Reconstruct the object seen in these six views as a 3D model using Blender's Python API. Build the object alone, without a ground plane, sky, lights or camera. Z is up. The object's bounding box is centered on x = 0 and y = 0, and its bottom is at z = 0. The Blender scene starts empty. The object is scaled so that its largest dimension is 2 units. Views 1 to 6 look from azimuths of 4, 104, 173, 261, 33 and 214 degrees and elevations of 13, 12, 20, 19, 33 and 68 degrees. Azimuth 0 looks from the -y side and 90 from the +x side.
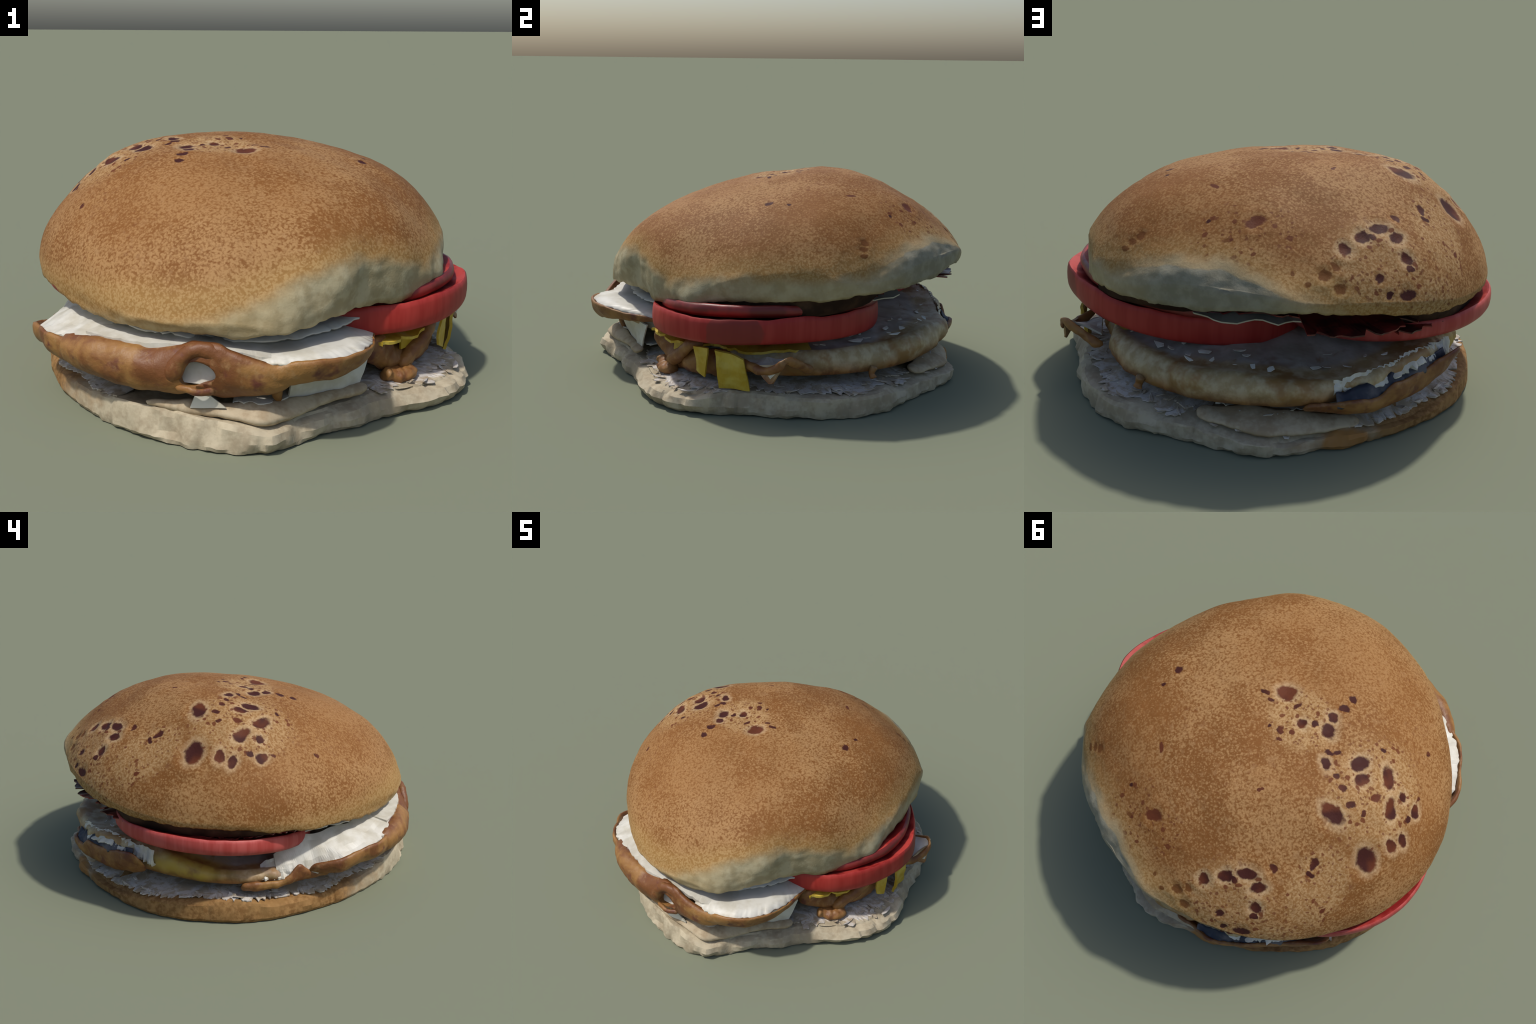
# A fried-egg and bacon burger: seeded crusty bun, two tomato slices, fried egg,
# rolled bacon, melted cheese and sauce on a flat torn bun base.
import bpy, math, random
import numpy as np
from mathutils import Vector, noise as mnoise
from mathutils.bvhtree import BVHTree

rng = np.random.default_rng(7)
TAU = 2 * math.pi


# ------------------------------------------------------------------ helpers
def fbm(p, scale, octaves=3, seed=0.0):
    v = Vector((p[0] * scale + seed, p[1] * scale - seed * .7, p[2] * scale + seed * .3))
    return mnoise.fractal(v, 1.0, 2.0, octaves)


def ring(stations, n=360):
    """Periodic smooth interpolation of (angle_deg, a, b, ...) stations -> array n x k."""
    s = np.array(sorted(stations), float)
    ang = np.radians(s[:, 0])
    ext = np.concatenate([ang - TAU, ang, ang + TAU])
    th = np.arange(n) / n * TAU
    return th, np.stack([hermite(th, ext, np.tile(s[:, c], 3)) for c in range(1, s.shape[1])], 1)


def hermite(x, xs, ys):
    """Monotone-ish cubic interpolation through control points."""
    m = np.gradient(ys, xs)
    i = np.clip(np.searchsorted(xs, x) - 1, 0, len(xs) - 2)
    h = xs[i + 1] - xs[i]
    t = np.clip((x - xs[i]) / h, 0, 1)
    return ((2 * t**3 - 3 * t**2 + 1) * ys[i] + (t**3 - 2 * t**2 + t) * h * m[i]
            + (-2 * t**3 + 3 * t**2) * ys[i + 1] + (t**3 - t**2) * h * m[i + 1])


def path(stations, n):
    """Open smooth interpolation of (t, a, b, ...) stations at n even parameters."""
    s = np.array(stations, float)
    x = np.linspace(s[0, 0], s[-1, 0], n)
    return x, np.stack([hermite(x, s[:, 0], s[:, c]) for c in range(1, s.shape[1])], 1)


def smooth_step(a, b, x):
    t = np.clip((x - a) / (b - a), 0, 1)
    return t * t * (3 - 2 * t)


def make(name, verts, faces, mat, parent=None, smooth=True, kind=None):
    me = bpy.data.meshes.new(name)
    me.from_pydata([tuple(map(float, v)) for v in verts], [], faces)
    me.validate()
    me.update()
    if smooth:
        me.polygons.foreach_set("use_smooth", [True] * len(me.polygons))
    ob = bpy.data.objects.new(name, me)
    bpy.context.collection.objects.link(ob)
    if mat:
        me.materials.append(mat)
    if parent:
        ob.parent = parent
    if kind:
        ob["kind"] = kind
    return ob


def grid(P, close_u=True, cap_start=False, cap_end=False, close_v=False):
    """P: rows x cols x 3 -> verts, faces (cols may wrap, rows may wrap)."""
    nv, nu = P.shape[:2]
    V = P.reshape(-1, 3).tolist()
    F = []
    for i in range(nv if close_v else nv - 1):
        i2 = (i + 1) % nv
        for j in range(nu if close_u else nu - 1):
            k = (j + 1) % nu
            F.append((i * nu + j, i * nu + k, i2 * nu + k, i2 * nu + j))
    if cap_start:
        V.append(P[0].mean(0).tolist())
        c = len(V) - 1
        F += [(c, (j + 1) % nu, j) for j in range(nu if close_u else nu - 1)]
    if cap_end:
        V.append(P[-1].mean(0).tolist())
        c, b = len(V) - 1, (nv - 1) * nu
        F += [(c, b + j, b + (j + 1) % nu) for j in range(nu if close_u else nu - 1)]
    return V, F


def polar(r, th, z):
    return np.stack([r * np.cos(th), r * np.sin(th), z * np.ones_like(th)], -1)


def displace(P, amp, scale, seed=0.0, octaves=3, centre=None):
    """Push points outward from a centre (or their own row centres) by noise."""
    Q = P.reshape(-1, 3).copy()
    c = Q.mean(0) if centre is None else np.array(centre)
    for i, p in enumerate(Q):
        d = p - c
        L = np.linalg.norm(d) + 1e-6
        Q[i] = p + d / L * amp * fbm(p, scale, octaves, seed)
    return Q.reshape(P.shape)


def saw(n, amp, seed):
    """Random torn-edge profile: uneven teeth."""
    g = np.random.default_rng(seed)
    out, i = np.zeros(n), 0
    while i < n:
        w = int(g.integers(2, 6))
        h = g.random() ** 1.5
        for k in range(w):
            if i + k < n:
                out[i + k] = h * (1 - abs(2 * k / w - .6))
        i += w
    return out * amp


def sheet(name, mat, parent, th0, th1, inner, outer, n=90, rows=5, jag_out=.03, jag_in=0.,
          thick=.006, wave=.006, seed=1, smooth=False, kind=None, wave_scale=9):
    """Torn thin layer between two polar curves (angle deg -> (r, z)), with real thickness."""
    th = np.radians(np.linspace(th0, th1, n))
    i_r, i_z = np.array([inner(math.degrees(a)) for a in th]).T
    o_r, o_z = np.array([outer(math.degrees(a)) for a in th]).T
    tooth_o, tooth_i = saw(n, jag_out, seed), saw(n, jag_in, seed + 50)
    P = []
    for k in range(rows):
        t = k / (rows - 1)
        P.append(polar(i_r * (1 - t) + o_r * t - tooth_o * t**6 + tooth_i * (1 - t) ** 6, th, i_z * (1 - t) + o_z * t))
    P = np.array(P)
    for k in range(rows):
        for j in range(n):
            q = P[k, j].copy()
            P[k, j, 2] += wave * fbm(q, wave_scale, 3, seed * 3.1)
            push = wave * fbm(q, wave_scale * 1.3, 2, seed * 1.7 + 9)
            P[k, j, 0] += push * math.cos(th[j])
            P[k, j, 1] += push * math.sin(th[j])
    lo = P.copy()
    lo[..., 2] -= thick
    loop = np.concatenate([P, lo[::-1]], 0)
    V, F = grid(loop, close_u=False, close_v=True)
    m = loop.shape[0]
    F.append(tuple(k * n for k in range(m)))
    F.append(tuple(k * n + n - 1 for k in reversed(range(m))))
    return make(name, V, F, mat, parent, smooth, kind)


def strip(name, mat, parent, st, n=120, arc=14, amp=.008, scale=9, seed=0., round_ends=True):
    """Curled band: stations (deg, r_top, z_top, r_low, z_low, bulge, thickness)."""
    a, s = path(st, n)
    th = np.radians(a)
    P = np.zeros((n, 2 * arc, 3))
    for j in range(n):
        rt, zt, rl, zl, bu, tk = s[j]
        e = 1.0
        if round_ends:
            t = j / (n - 1)
            e = min(1, math.sqrt(max(0., 1 - (1 - min(t, 1 - t) / .05) ** 2)) if min(t, 1 - t) < .05 else 1)
        q = np.linspace(0, 1, arc)
        mr, mz = rt * (1 - q) + rl * q, zt * (1 - q) + zl * q
        d = np.array([zt - zl, rl - rt])
        d = d / (np.linalg.norm(d) + 1e-9)
        if d[0] < 0:
            d = -d
        cz, cr = (zt + zl) / 2, (rt + rl) / 2
        b = np.sin(q * math.pi) ** .7
        o_r, o_z = mr + d[0] * bu * b, mz + d[1] * bu * b
        w = np.sin(np.clip(q, .02, .98) * math.pi) ** .35 * tk
        n_r, n_z = o_r - d[0] * w, o_z - d[1] * w
        rr = np.concatenate([o_r, n_r[::-1]])
        zz = np.concatenate([o_z, n_z[::-1]])
        rr = cr + (rr - cr) * (.25 + .75 * e)
        zz = cz + (zz - cz) * (.25 + .75 * e)
        P[j] = polar(rr, np.full(2 * arc, th[j]), zz)
    for j in range(n):
        c = P[j].mean(0)
        for k in range(2 * arc):
            d = P[j, k] - c
            P[j, k] += d / (np.linalg.norm(d) + 1e-6) * amp * (fbm(P[j, k], scale, 3, seed))
    V, F = grid(P, close_u=True, cap_start=True, cap_end=True)
    return make(name, V, F, mat, parent)


def tube(name, mat, parent, pts, n=60, m=20, amp=.01, scale=12, seed=0.):
    """Lumpy swept roll: points (x, y, z, radius_across, radius_up)."""
    st = [(i,) + tuple(p) for i, p in enumerate(pts)]
    _, s = path(st, n)
    P = np.zeros((n, m, 3))
    for j in range(n):
        tan = s[min(j + 1, n - 1), :3] - s[max(j - 1, 0), :3]
        tan /= np.linalg.norm(tan) + 1e-9
        side = np.cross(tan, (0, 0, 1.))
        side /= np.linalg.norm(side) + 1e-9
        up = np.cross(side, tan)
        t = j / (n - 1)
        e = math.sqrt(max(0, 1 - (1 - min(t, 1 - t) / .12) ** 2)) if min(t, 1 - t) < .12 else 1
        e = max(e, .05)
        for k in range(m):
            a = k / m * TAU
            off = side * math.cos(a) * s[j, 3] * e + up * math.sin(a) * s[j, 4] * e
            p = s[j, :3] + off
            P[j, k] = p + off / (np.linalg.norm(off) + 1e-6) * amp * fbm(p, scale, 3, seed)
    V, F = grid(P, close_u=True, cap_start=True, cap_end=True)
    return make(name, V, F, mat, parent)


# ------------------------------------------------------------------ materials
class Nodes:
    """Tiny node-building language."""

    def __init__(self, name, rough=.7, spec=.3):
        self.m = bpy.data.materials.new(name)
        self.m.use_nodes = True
        self.t = self.m.node_tree
        self.b = self.t.nodes["Principled BSDF"]
        self.b.inputs["Roughness"].default_value = rough
        self.b.inputs["Specular IOR Level"].default_value = spec
        self.co = self.new("ShaderNodeTexCoord").outputs["Object"]

    def new(self, kind):
        return self.t.nodes.new(kind)

    def put(self, sock, v):
        if isinstance(v, bpy.types.NodeSocket):
            self.t.links.new(v, sock)
        elif isinstance(v, (tuple, list)) and len(v) == 3 and sock.type == "RGBA":
            sock.default_value = (*v, 1)
        else:
            sock.default_value = v

    def math(self, op, a, b=0., c=0., clamp=False):
        n = self.new("ShaderNodeMath")
        n.operation, n.use_clamp = op, clamp
        for s, v in zip(n.inputs, (a, b, c)):
            self.put(s, v)
        return n.outputs[0]

    def vmath(self, op, a, b=None, scale=None):
        n = self.new("ShaderNodeVectorMath")
        n.operation = op
        self.put(n.inputs[0], a)
        if b is not None:
            self.put(n.inputs[1], b)
        if scale is not None:
            self.put(n.inputs["Scale"], scale)
        return n.outputs["Value"] if op in ("LENGTH", "DOT_PRODUCT", "DISTANCE") else n.outputs[0]

    def noise(self, scale, detail=3, rough=.55, vec=None, colour=False, distort=0.):
        n = self.new("ShaderNodeTexNoise")
        self.put(n.inputs["Vector"], vec if vec is not None else self.co)
        n.inputs["Scale"].default_value, n.inputs["Detail"].default_value = scale, detail
        n.inputs["Roughness"].default_value, n.inputs["Distortion"].default_value = rough, distort
        return n.outputs["Color" if colour else "Fac"]

    def voronoi(self, scale, vec=None, feature="F1", out="Distance", rand=1.):
        n = self.new("ShaderNodeTexVoronoi")
        n.feature = feature
        self.put(n.inputs["Vector"], vec if vec is not None else self.co)
        n.inputs["Scale"].default_value = scale
        n.inputs["Randomness"].default_value = rand
        return n.outputs[out]

    def step(self, v, lo, hi):
        """Smooth 0..1 ramp between lo and hi (lo may exceed hi)."""
        n = self.new("ShaderNodeMapRange")
        n.interpolation_type = "SMOOTHSTEP"
        self.put(n.inputs["Value"], v)
        a, b, flip = (lo, hi, False) if not (isinstance(lo, float) and isinstance(hi, float)) or lo < hi else (hi, lo, True)
        self.put(n.inputs["From Min"], a)
        self.put(n.inputs["From Max"], b)
        n.inputs["To Min"].default_value, n.inputs["To Max"].default_value = (1, 0) if flip else (0, 1)
        return n.outputs["Result"]

    def mix(self, f, a, b, blend="MIX"):
        n = self.new("ShaderNodeMix")
        n.data_type, n.blend_type = "RGBA", blend
        self.put(n.inputs[0], f)
        self.put(n.inputs[6], a)
        self.put(n.inputs[7], b)
        return n.outputs[2]

    def ramp(self, v, stops, mode="LINEAR"):
        n = self.new("ShaderNodeValToRGB")
        n.color_ramp.interpolation = mode
        e = n.color_ramp.elements
        while len(e) < len(stops):
            e.new(.5)
        for el, (p, c) in zip(e, stops):
            el.position = p
            el.color = (*c, 1) if isinstance(c, tuple) else (c, c, c, 1)
        self.put(n.inputs[0], v)
        return n.outputs[0]

    def xyz(self):
        n = self.new("ShaderNodeSeparateXYZ")
        self.put(n.inputs[0], self.co)
        return n.outputs

    def azimuth(self):
        """0..1 for -180..180 degrees about the upright axis."""
        x, y, _ = self.xyz()
        return self.math("MULTIPLY_ADD", self.math("ARCTAN2", y, x), 1 / TAU, .5)

    def ball(self, centre, radius, vec=None):
        """Distance from a centre measured in radii (a number or three)."""
        r = (radius,) * 3 if isinstance(radius, float) else radius
        d = self.vmath("DIVIDE", self.vmath("SUBTRACT", vec if vec is not None else self.co, centre), r)
        return self.vmath("LENGTH", d)

    def bump(self, height, strength=.3, dist=.01):
        n = self.new("ShaderNodeBump")
        n.inputs["Strength"].default_value, n.inputs["Distance"].default_value = strength, dist
        self.put(n.inputs["Height"], height)
        self.t.links.new(n.outputs[0], self.b.inputs["Normal"])

    def done(self, colour, rough=None):
        self.put(self.b.inputs["Base Color"], colour)
        if rough is not None:
            self.put(self.b.inputs["Roughness"], rough)
        return self.m


def az(deg):
    return ((deg + 180) % 360) / 360


def crumb_colour(N, light=(.50, .445, .325), dark=(.34, .275, .175)):
    f = N.noise(7, 4, .6)
    g = N.noise(38, 3, .6)
    return N.mix(N.step(N.math("ADD", N.math("MULTIPLY", f, .7), N.math("MULTIPLY", g, .3)), .40, .62), dark, light)


def mottled(name, a, b, scale=14, rough=.7, spec=.3, bump=.2, lo=.4, hi=.62, fine=60):
    N = Nodes(name, rough, spec)
    f = N.noise(scale, 4, .6)
    N.bump(N.noise(fine, 3), bump, .006)
    return N.done(N.mix(N.step(f, lo, hi), a, b))


# ------------------------------------------------------------------ the thing
burger = bpy.data.objects.new("burger", None)
bpy.context.collection.objects.link(burger)
burger["label"] = "burger with crusty bun, tomato slices, fried egg and bacon"
burger["category"] = "burger"

# ------------------------------------------------------------------ top bun
# stations about the bun's own axis: deg, widest radius, rim radius, rim height,
# height of the widest point, plan and height exponents of the dome, fullness low/mid/high
BUN_AXIS, CROWN_SHIFT, CROWN = np.array([-.029, -.023]), np.array([-.108, .223]), 1.049
BUN = [
    (0, .881, .877, .531, .628, 2.14, 1.87, .005, -.011, -.016), (15, .915, .910, .544, .664, 2.11, 1.80, -.015, -.001, -.016),
    (30, .980, .979, .571, .644, 2.08, 1.76, -.030, .005, -.009), (45, .996, .996, .589, .634, 2.05, 1.74, -.048, .003, .002),
    (60, .991, .991, .596, .689, 2.02, 1.75, -.078, -.001, .008), (75, 1.006, 1.004, .620, .702, 2.00, 1.78, -.117, .007, .007),
    (90, 1.011, 1.010, .632, .665, 1.98, 1.80, -.155, .030, -.001), (105, 1.010, 1.003, .604, .652, 1.98, 1.82, -.176, .057, -.007),
    (120, 1.012, 1.002, .561, .615, 2.00, 1.84, -.173, .069, -.008), (135, 1.002, .994, .532, .566, 2.05, 1.89, -.151, .058, -.004),
    (150, .992, .990, .526, .547, 2.14, 1.95, -.121, .031, .002), (165, .979, .977, .520, .544, 2.24, 2.03, -.095, .004, .009),
    (180, .943, .941, .494, .527, 2.33, 2.10, -.075, -.011, .015), (195, .899, .898, .475, .500, 2.38, 2.14, -.060, -.015, .022),
    (210, .865, .864, .462, .503, 2.37, 2.12, -.049, -.016, .027), (225, .851, .846, .433, .493, 2.31, 2.06, -.042, -.019, .025),
    (240, .872, .856, .424, .472, 2.22, 1.98, -.036, -.019, .014), (255, .897, .876, .436, .462, 2.14, 1.91, -.028, -.008, -.005),
    (270, .904, .889, .429, .477, 2.09, 1.87, -.011, .014, -.022), (285, .891, .891, .435, .459, 2.08, 1.88, .015, .035, -.029),
    (300, .837, .822, .465, .537, 2.10, 1.92, .042, .040, -.025), (315, .788, .769, .465, .579, 2.13, 1.96, .057, .026, -.015),
    (330, .824, .812, .462, .559, 2.16, 1.96, .052, .003, -.010), (345, .877, .875, .500, .523, 2.16, 1.93, .031, -.012, -.011)]

# scorched blisters: x, y on the crust seen from above, long and short radius, heading
SCORCH = {
    "crown": [(-.02, -.09, .049, .040, -144), (.49, .07, .023, .020, 128), (.51, .18, .013, .012, 128),
              (.06, -.03, .021, .012, 168), (.02, -.01, .019, .011, -158), (-.10, -.05, .027, .012, -105),
              (-.29, -.24, .024, .019, 150), (-.28, -.17, .026, .019, -175), (-.27, -.10, .029, .023, 151),
              (-.29, -.03, .042, .032, 151), (-.17, .01, .028, .027, 123), (-.22, -.02, .018, .017, -143),
              (-.11, .10, .024, .011, 133), (-.16, .08, .016, .013, -145), (-.13, .14, .017, .010, -167),
              (-.06, .11, .010, .009, -146), (-.35, .06, .029, .012, -175), (-.38, .04, .020, .017, -142)],
    "shoulder": [(-.37, .12, .034, .023, 133), (-.49, .02, .050, .034, -115), (-.54, .08, .038, .032, -103),
                 (-.44, .14, .020, .019, -142), (-.49, .17, .020, .017, -141), (-.63, -.01, .057, .032, 128),
                 (-.63, .11, .024, .020, -137), (-.72, .01, .027, .026, 180), (-.71, .10, .051, .032, 141),
                 (-.80, .01, .035, .028, 118), (-.79, .07, .022, .015, -132), (-.78, -.05, .017, .011, -129),
                 (-.52, .29, .063, .038, 167), (-.56, .21, .021, .017, -141), (-.63, .20, .017, .013, 103),
                 (-.74, .34, .068, .050, 152), (-.79, .22, .040, .024, 164), (-.82, .16, .038, .025, 160),
                 (-.56, .50, .027, .019, -73), (-.57, .54, .028, .013, 171), (-.70, -.29, .018, .014, 70),
                 (-.54, -.11, .014, .012, 154), (-.69, .62, .014, .011, 126)],
    "brow": [(-.42, .62, .024, .019, 158), (-.34, .70, .047, .028, -160), (-.26, .76, .034, .028, -156),
             (-.41, .72, .038, .026, -130), (-.18, .82, .029, .029, -174), (-.30, .75, .020, .012, 157),
             (-.44, .79, .030, .027, 123), (-.45, .82, .019, .015, -147), (-.31, .89, .019, .019, 121),
             (-.43, .89, .041, .021, -155), (-.35, .92, .019, .017, 87), (-.19, .39, .012, .009, -147),
             (-.20, .38, .010, .008, 0)],
    "lone": [(.16, .72, .041, .027, -154), (.31, .45, .024, .012, 117), (.26, .77, .012, .010, 0), (.34, .655, .012, .010, 0)],
    "pale": [(-.09, .91, .028, .024, -159), (-.14, .88, .021, .017, 121), (-.15, .94, .024, .023, -174),
             (-.02, .94, .016, .015, -153),
             (.27, .77, .023, .015, 179), (.614, .569, .024, .020, 60), (.652, .567, .026, .018, 150), (.677, .579, .020, .014, 150), (-.26, .89, .010, .009, -164), (.03, .91, .015, .012, 85)]}


def bun_surface(n=400, rows=110):
    th, s = ring(BUN, n)
    R, rr, zr, zm, pn, pm, f1, f2, f3 = s.T
    rad = np.stack([np.cos(th), np.sin(th)], -1)
    P = []
    for t in np.linspace(.5, 90, rows)[::-1] / 90:
        f = t * math.pi / 2
        rho = R * np.cos(f) ** (2 / pn) if t < 1 else R * 1e-4
        rho = rho * (1 + f1 * math.sin(t * math.pi) + f2 * math.sin(2 * t * math.pi) + f3 * math.sin(3 * t * math.pi))
        z = zm + (CROWN - zm) * np.sin(f) ** (2 / pm)
        xy = BUN_AXIS + CROWN_SHIFT * math.sin(f) ** 2 + rho[:, None] * rad
        P.append(np.concatenate([xy, z[:, None]], -1))
    for t in (.25, .5, .75, 1.):          # side below the widest line
        rho = R * (1 - t) + rr * t - .004 * t
        z = zm * (1 - t) + zr * t
        P.append(np.concatenate([BUN_AXIS + rho[:, None] * rad, z[:, None]], -1))
    for d, h in ((.012, -.004), (.03, .004)):   # rolled lower lip
        P.append(np.concatenate([BUN_AXIS + (rr - d)[:, None] * rad, (zr + h)[:, None]], -1))
    return th, np.array(P), rad, rr, zr


th, P, rad, rr, zr = bun_surface()
rough_V, rough_F = grid(P, cap_start=True)
bvh = BVHTree.FromPolygons(rough_V, rough_F)
spots = []
for group, items in SCORCH.items():
    for x, y, a, b, ang in items:
        hit, nor, _, _ = bvh.ray_cast(Vector((x, y, 2)), Vector((0, 0, -1)))
        if hit:
            spots.append((group, np.array(hit), np.array(nor), a, b, math.radians(ang)))

# height (z) of the boundary between crust and torn crumb, round the bun
CRUMB_LINE = [(-180, .43), (-145, .45), (-136, .465), (-119, .50), (-108, .50), (-95, .53), (-88, .555), (-75, .63),
              (-65, .665), (-55, .68), (-43, .645), (-25, .585), (-15, .61), (-7, .645), (3, .665), (14, .665),
              (30, .675), (44, .69), (57, .75), (70, .765), (80, .735), (87, .69), (95, .675), (105, .62),
              (118, .55), (135, .47), (180, .43)]


def crumb_amount(p):
    a = math.degrees(math.atan2(p[1], p[0]))
    zc = np.interp(a, [q[0] for q in CRUMB_LINE], [q[1] for q in CRUMB_LINE])
    return smooth_step(zc + .04, zc - .04, p[2])


Q = P.reshape(-1, 3)
nrm = np.cross(np.roll(P, -1, 1) - np.roll(P, 1, 1), np.gradient(P, axis=0)).reshape(-1, 3)
nrm /= np.linalg.norm(nrm, axis=1, keepdims=True) + 1e-9
nrm *= np.sign((nrm * (Q - np.array([0, 0, .5]))).sum(1, keepdims=True))
depth = np.zeros(len(Q))
shift = np.zeros_like(Q)
for g, c, n_, a, b, ang in spots:
    if b > .015:
        d2 = ((Q - c) ** 2).sum(1) / (a * b)
        depth += -.20 * b * np.exp(-d2 * .9) + .07 * b * np.exp(-((np.sqrt(d2) - 1.9) / .6) ** 2)
# the crease across the crown and the soft hollow beside it
for c, r, h in (((-.30, .0, 1.02), .11, -.018), ((-.10, .0, 1.03), .10, -.013), ((-.48, .03, 1.0), .10, -.010), ((-.70, -.40, .68), .16, -.016), ((.0, .57, .96), .15, -.014), ((.62, -.47, .55), .15, .016), ((.80, -.20, .55), .12, .014), ((.07, .98, .66), .09, .014), ((.02, .24, 1.05), .15, .006)):
    depth += h * np.exp(-((Q - np.array(c)) ** 2).sum(1) / r**2)
# flat torn faces where neighbouring buns were pulled off: outward normal, distance
for nv_, d_ in (((.361, .932, .03), .992), ((.985, .12, .05), .897)):
    over = Q @ np.array(nv_) - d_
    shift -= (.5 * (over + np.sqrt(over**2 + .004**2)) * smooth_step(.86, .78, Q[:, 2]))[:, None] * np.array(nv_)
for i, p in enumerate(Q):
    k = crumb_amount(p)
    depth[i] += .006 * fbm(p, 2.6, 2, 4.) + .0022 * fbm(p, 11, 3, 9.) + k * .011 * fbm(p, 8, 3, 2.)
P2 = (Q + shift + nrm * depth[:, None]).reshape(P.shape)
lip = np.array([fbm(p, 14, 3, 21.) for p in P2[-3]])
for k, w in ((-4, .4), (-3, 1), (-2, 1), (-1, .6)):
    P2[k, :, 2] += .010 * lip * w

# crust material --------------------------------------------------------
N = Nodes("bun_crust", .7, .12)
x, y, z = N.xyz()
warp = N.vmath("SCALE", N.vmath("SUBTRACT", N.noise(22, 3, .6, colour=True), (.5, .5, .5)), scale=.04)
wco = N.vmath("ADD", N.co, warp)
isle = N.voronoi(98, N.vmath("ADD", N.co, N.vmath("SCALE", N.noise(40, 2, .6, colour=True), scale=.022)), "SMOOTH_F1")
fleck = N.math("ADD", N.math("MULTIPLY", N.noise(86, 3, .6, distort=.5), .66), N.math("MULTIPLY_ADD", isle, -.50, .40))
zone = N.noise(2.3, 3, .5)
amount = N.math("MULTIPLY_ADD", N.step(zone, .36, .62), .16, -.085)
base = N.mix(N.step(N.math("ADD", fleck, amount), .39, .70), (.185, .075, .020), (.340, .190, .077))
base = N.mix(N.math("MULTIPLY", N.step(N.noise(26, 3, .6, vec=N.vmath("ADD", N.co, (4., 9., 2.))), .55, .70), .45), base, (.335, .192, .085))
base = N.mix(N.math("MULTIPLY", N.step(N.noise(1.7, 3, .5, vec=N.vmath("ADD", N.co, (5., 2., 1.))), .45, .65), .30), base, (.235, .098, .026))
# crumb where the bun was torn from its neighbours, golden at the border
line = N.ramp(N.azimuth(), [(az(a) if a < 180 else 1., zc) for a, zc in CRUMB_LINE])
below = N.math("SUBTRACT", line, N.math("ADD", z, N.math("MULTIPLY_ADD", N.noise(9, 3), .06, -.03)))
gold = N.mix(N.step(fleck, .42, .62), (.31, .175, .057), (.40, .255, .105))
crumb = N.mix(N.step(N.noise(14, 4, .6), .38, .62), (.30, .25, .145), (.39, .34, .215))
front = N.ramp(N.azimuth(), [(az(-170), 1.), (az(-100), 1.), (az(-72), 0.), (az(-12), 0.), (az(10), .35), (az(50), .35), (az(62), .0), (az(74), .0), (az(92), .6), (az(130), 1.)])
cream = N.mix(N.step(N.noise(16, 4, .6), .38, .62), (.36, .26, .125), (.45, .35, .195))
crumb = N.mix(front, crumb, cream)
soft = N.math("MULTIPLY_ADD", front, .09, .0)
base = N.mix(N.math("MULTIPLY", N.step(N.math("SUBTRACT", below, N.math("MULTIPLY", soft, -.3)), -.12, .0), .85), base, gold)
crisp = N.ramp(N.azimuth(), [(az(-170), 0.), (az(40), 0.), (az(58), 1.), (az(80), 1.), (az(96), 0.), (1., 0.)])
fade = N.step(N.math("SUBTRACT", below, N.math("MULTIPLY", soft, .35)), -.025, .05)
edge = N.step(N.math("ADD", below, N.math("MULTIPLY", N.math("SUBTRACT", N.noise(9, 3), .5), .04)), .0, .010)
base = N.mix(N.math("MULTIPLY", N.step(below, -.05, .0), N.math("MULTIPLY", crisp, .7)), base, (.42, .34, .20))
base = N.mix(N.math("ADD", N.math("MULTIPLY", fade, N.math("SUBTRACT", 1., crisp)), N.math("MULTIPLY", edge, crisp)), base, N.mix(crisp, crumb, N.mix(N.step(N.noise(14, 4, .6), .38, .62), (.22, .20, .14), (.28, .26, .19))))
# blisters
near, light = None, None


def group_distance(names, lo=0., big=False):
    out = None
    for g, c, n_, a, b, ang in spots:
        if g not in names or b < lo:
            continue
        zax = Vector(n_).normalized()
        xa = Vector((math.cos(ang), math.sin(ang), 0))
        xa = (xa - zax * xa.dot(zax)).normalized()
        ya = zax.cross(xa)
        m = N.new("ShaderNodeMapping")
        m.vector_type = "TEXTURE"
        from mathutils import Matrix
        rot = Matrix((xa, ya, zax)).transposed().to_euler("XYZ")
        m.inputs["Location"].default_value = tuple(c)
        m.inputs["Rotation"].default_value = rot
        m.inputs["Scale"].default_value = (a, b, b * 1.5)
        N.t.links.new(wco, m.inputs["Vector"])
        d = N.vmath("LENGTH", m.outputs[0])
        if big:   # distance beyond the rim, in metres
            d = N.math("MULTIPLY_ADD", d, b, -b)
        out = d if out is None else N.math("MINIMUM", out, d)
    return out


dark = group_distance(("crown", "shoulder", "brow", "lone"))
halo = group_distance(("crown", "shoulder", "brow"), .0225, True)
amber = group_distance(("pale",))
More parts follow.
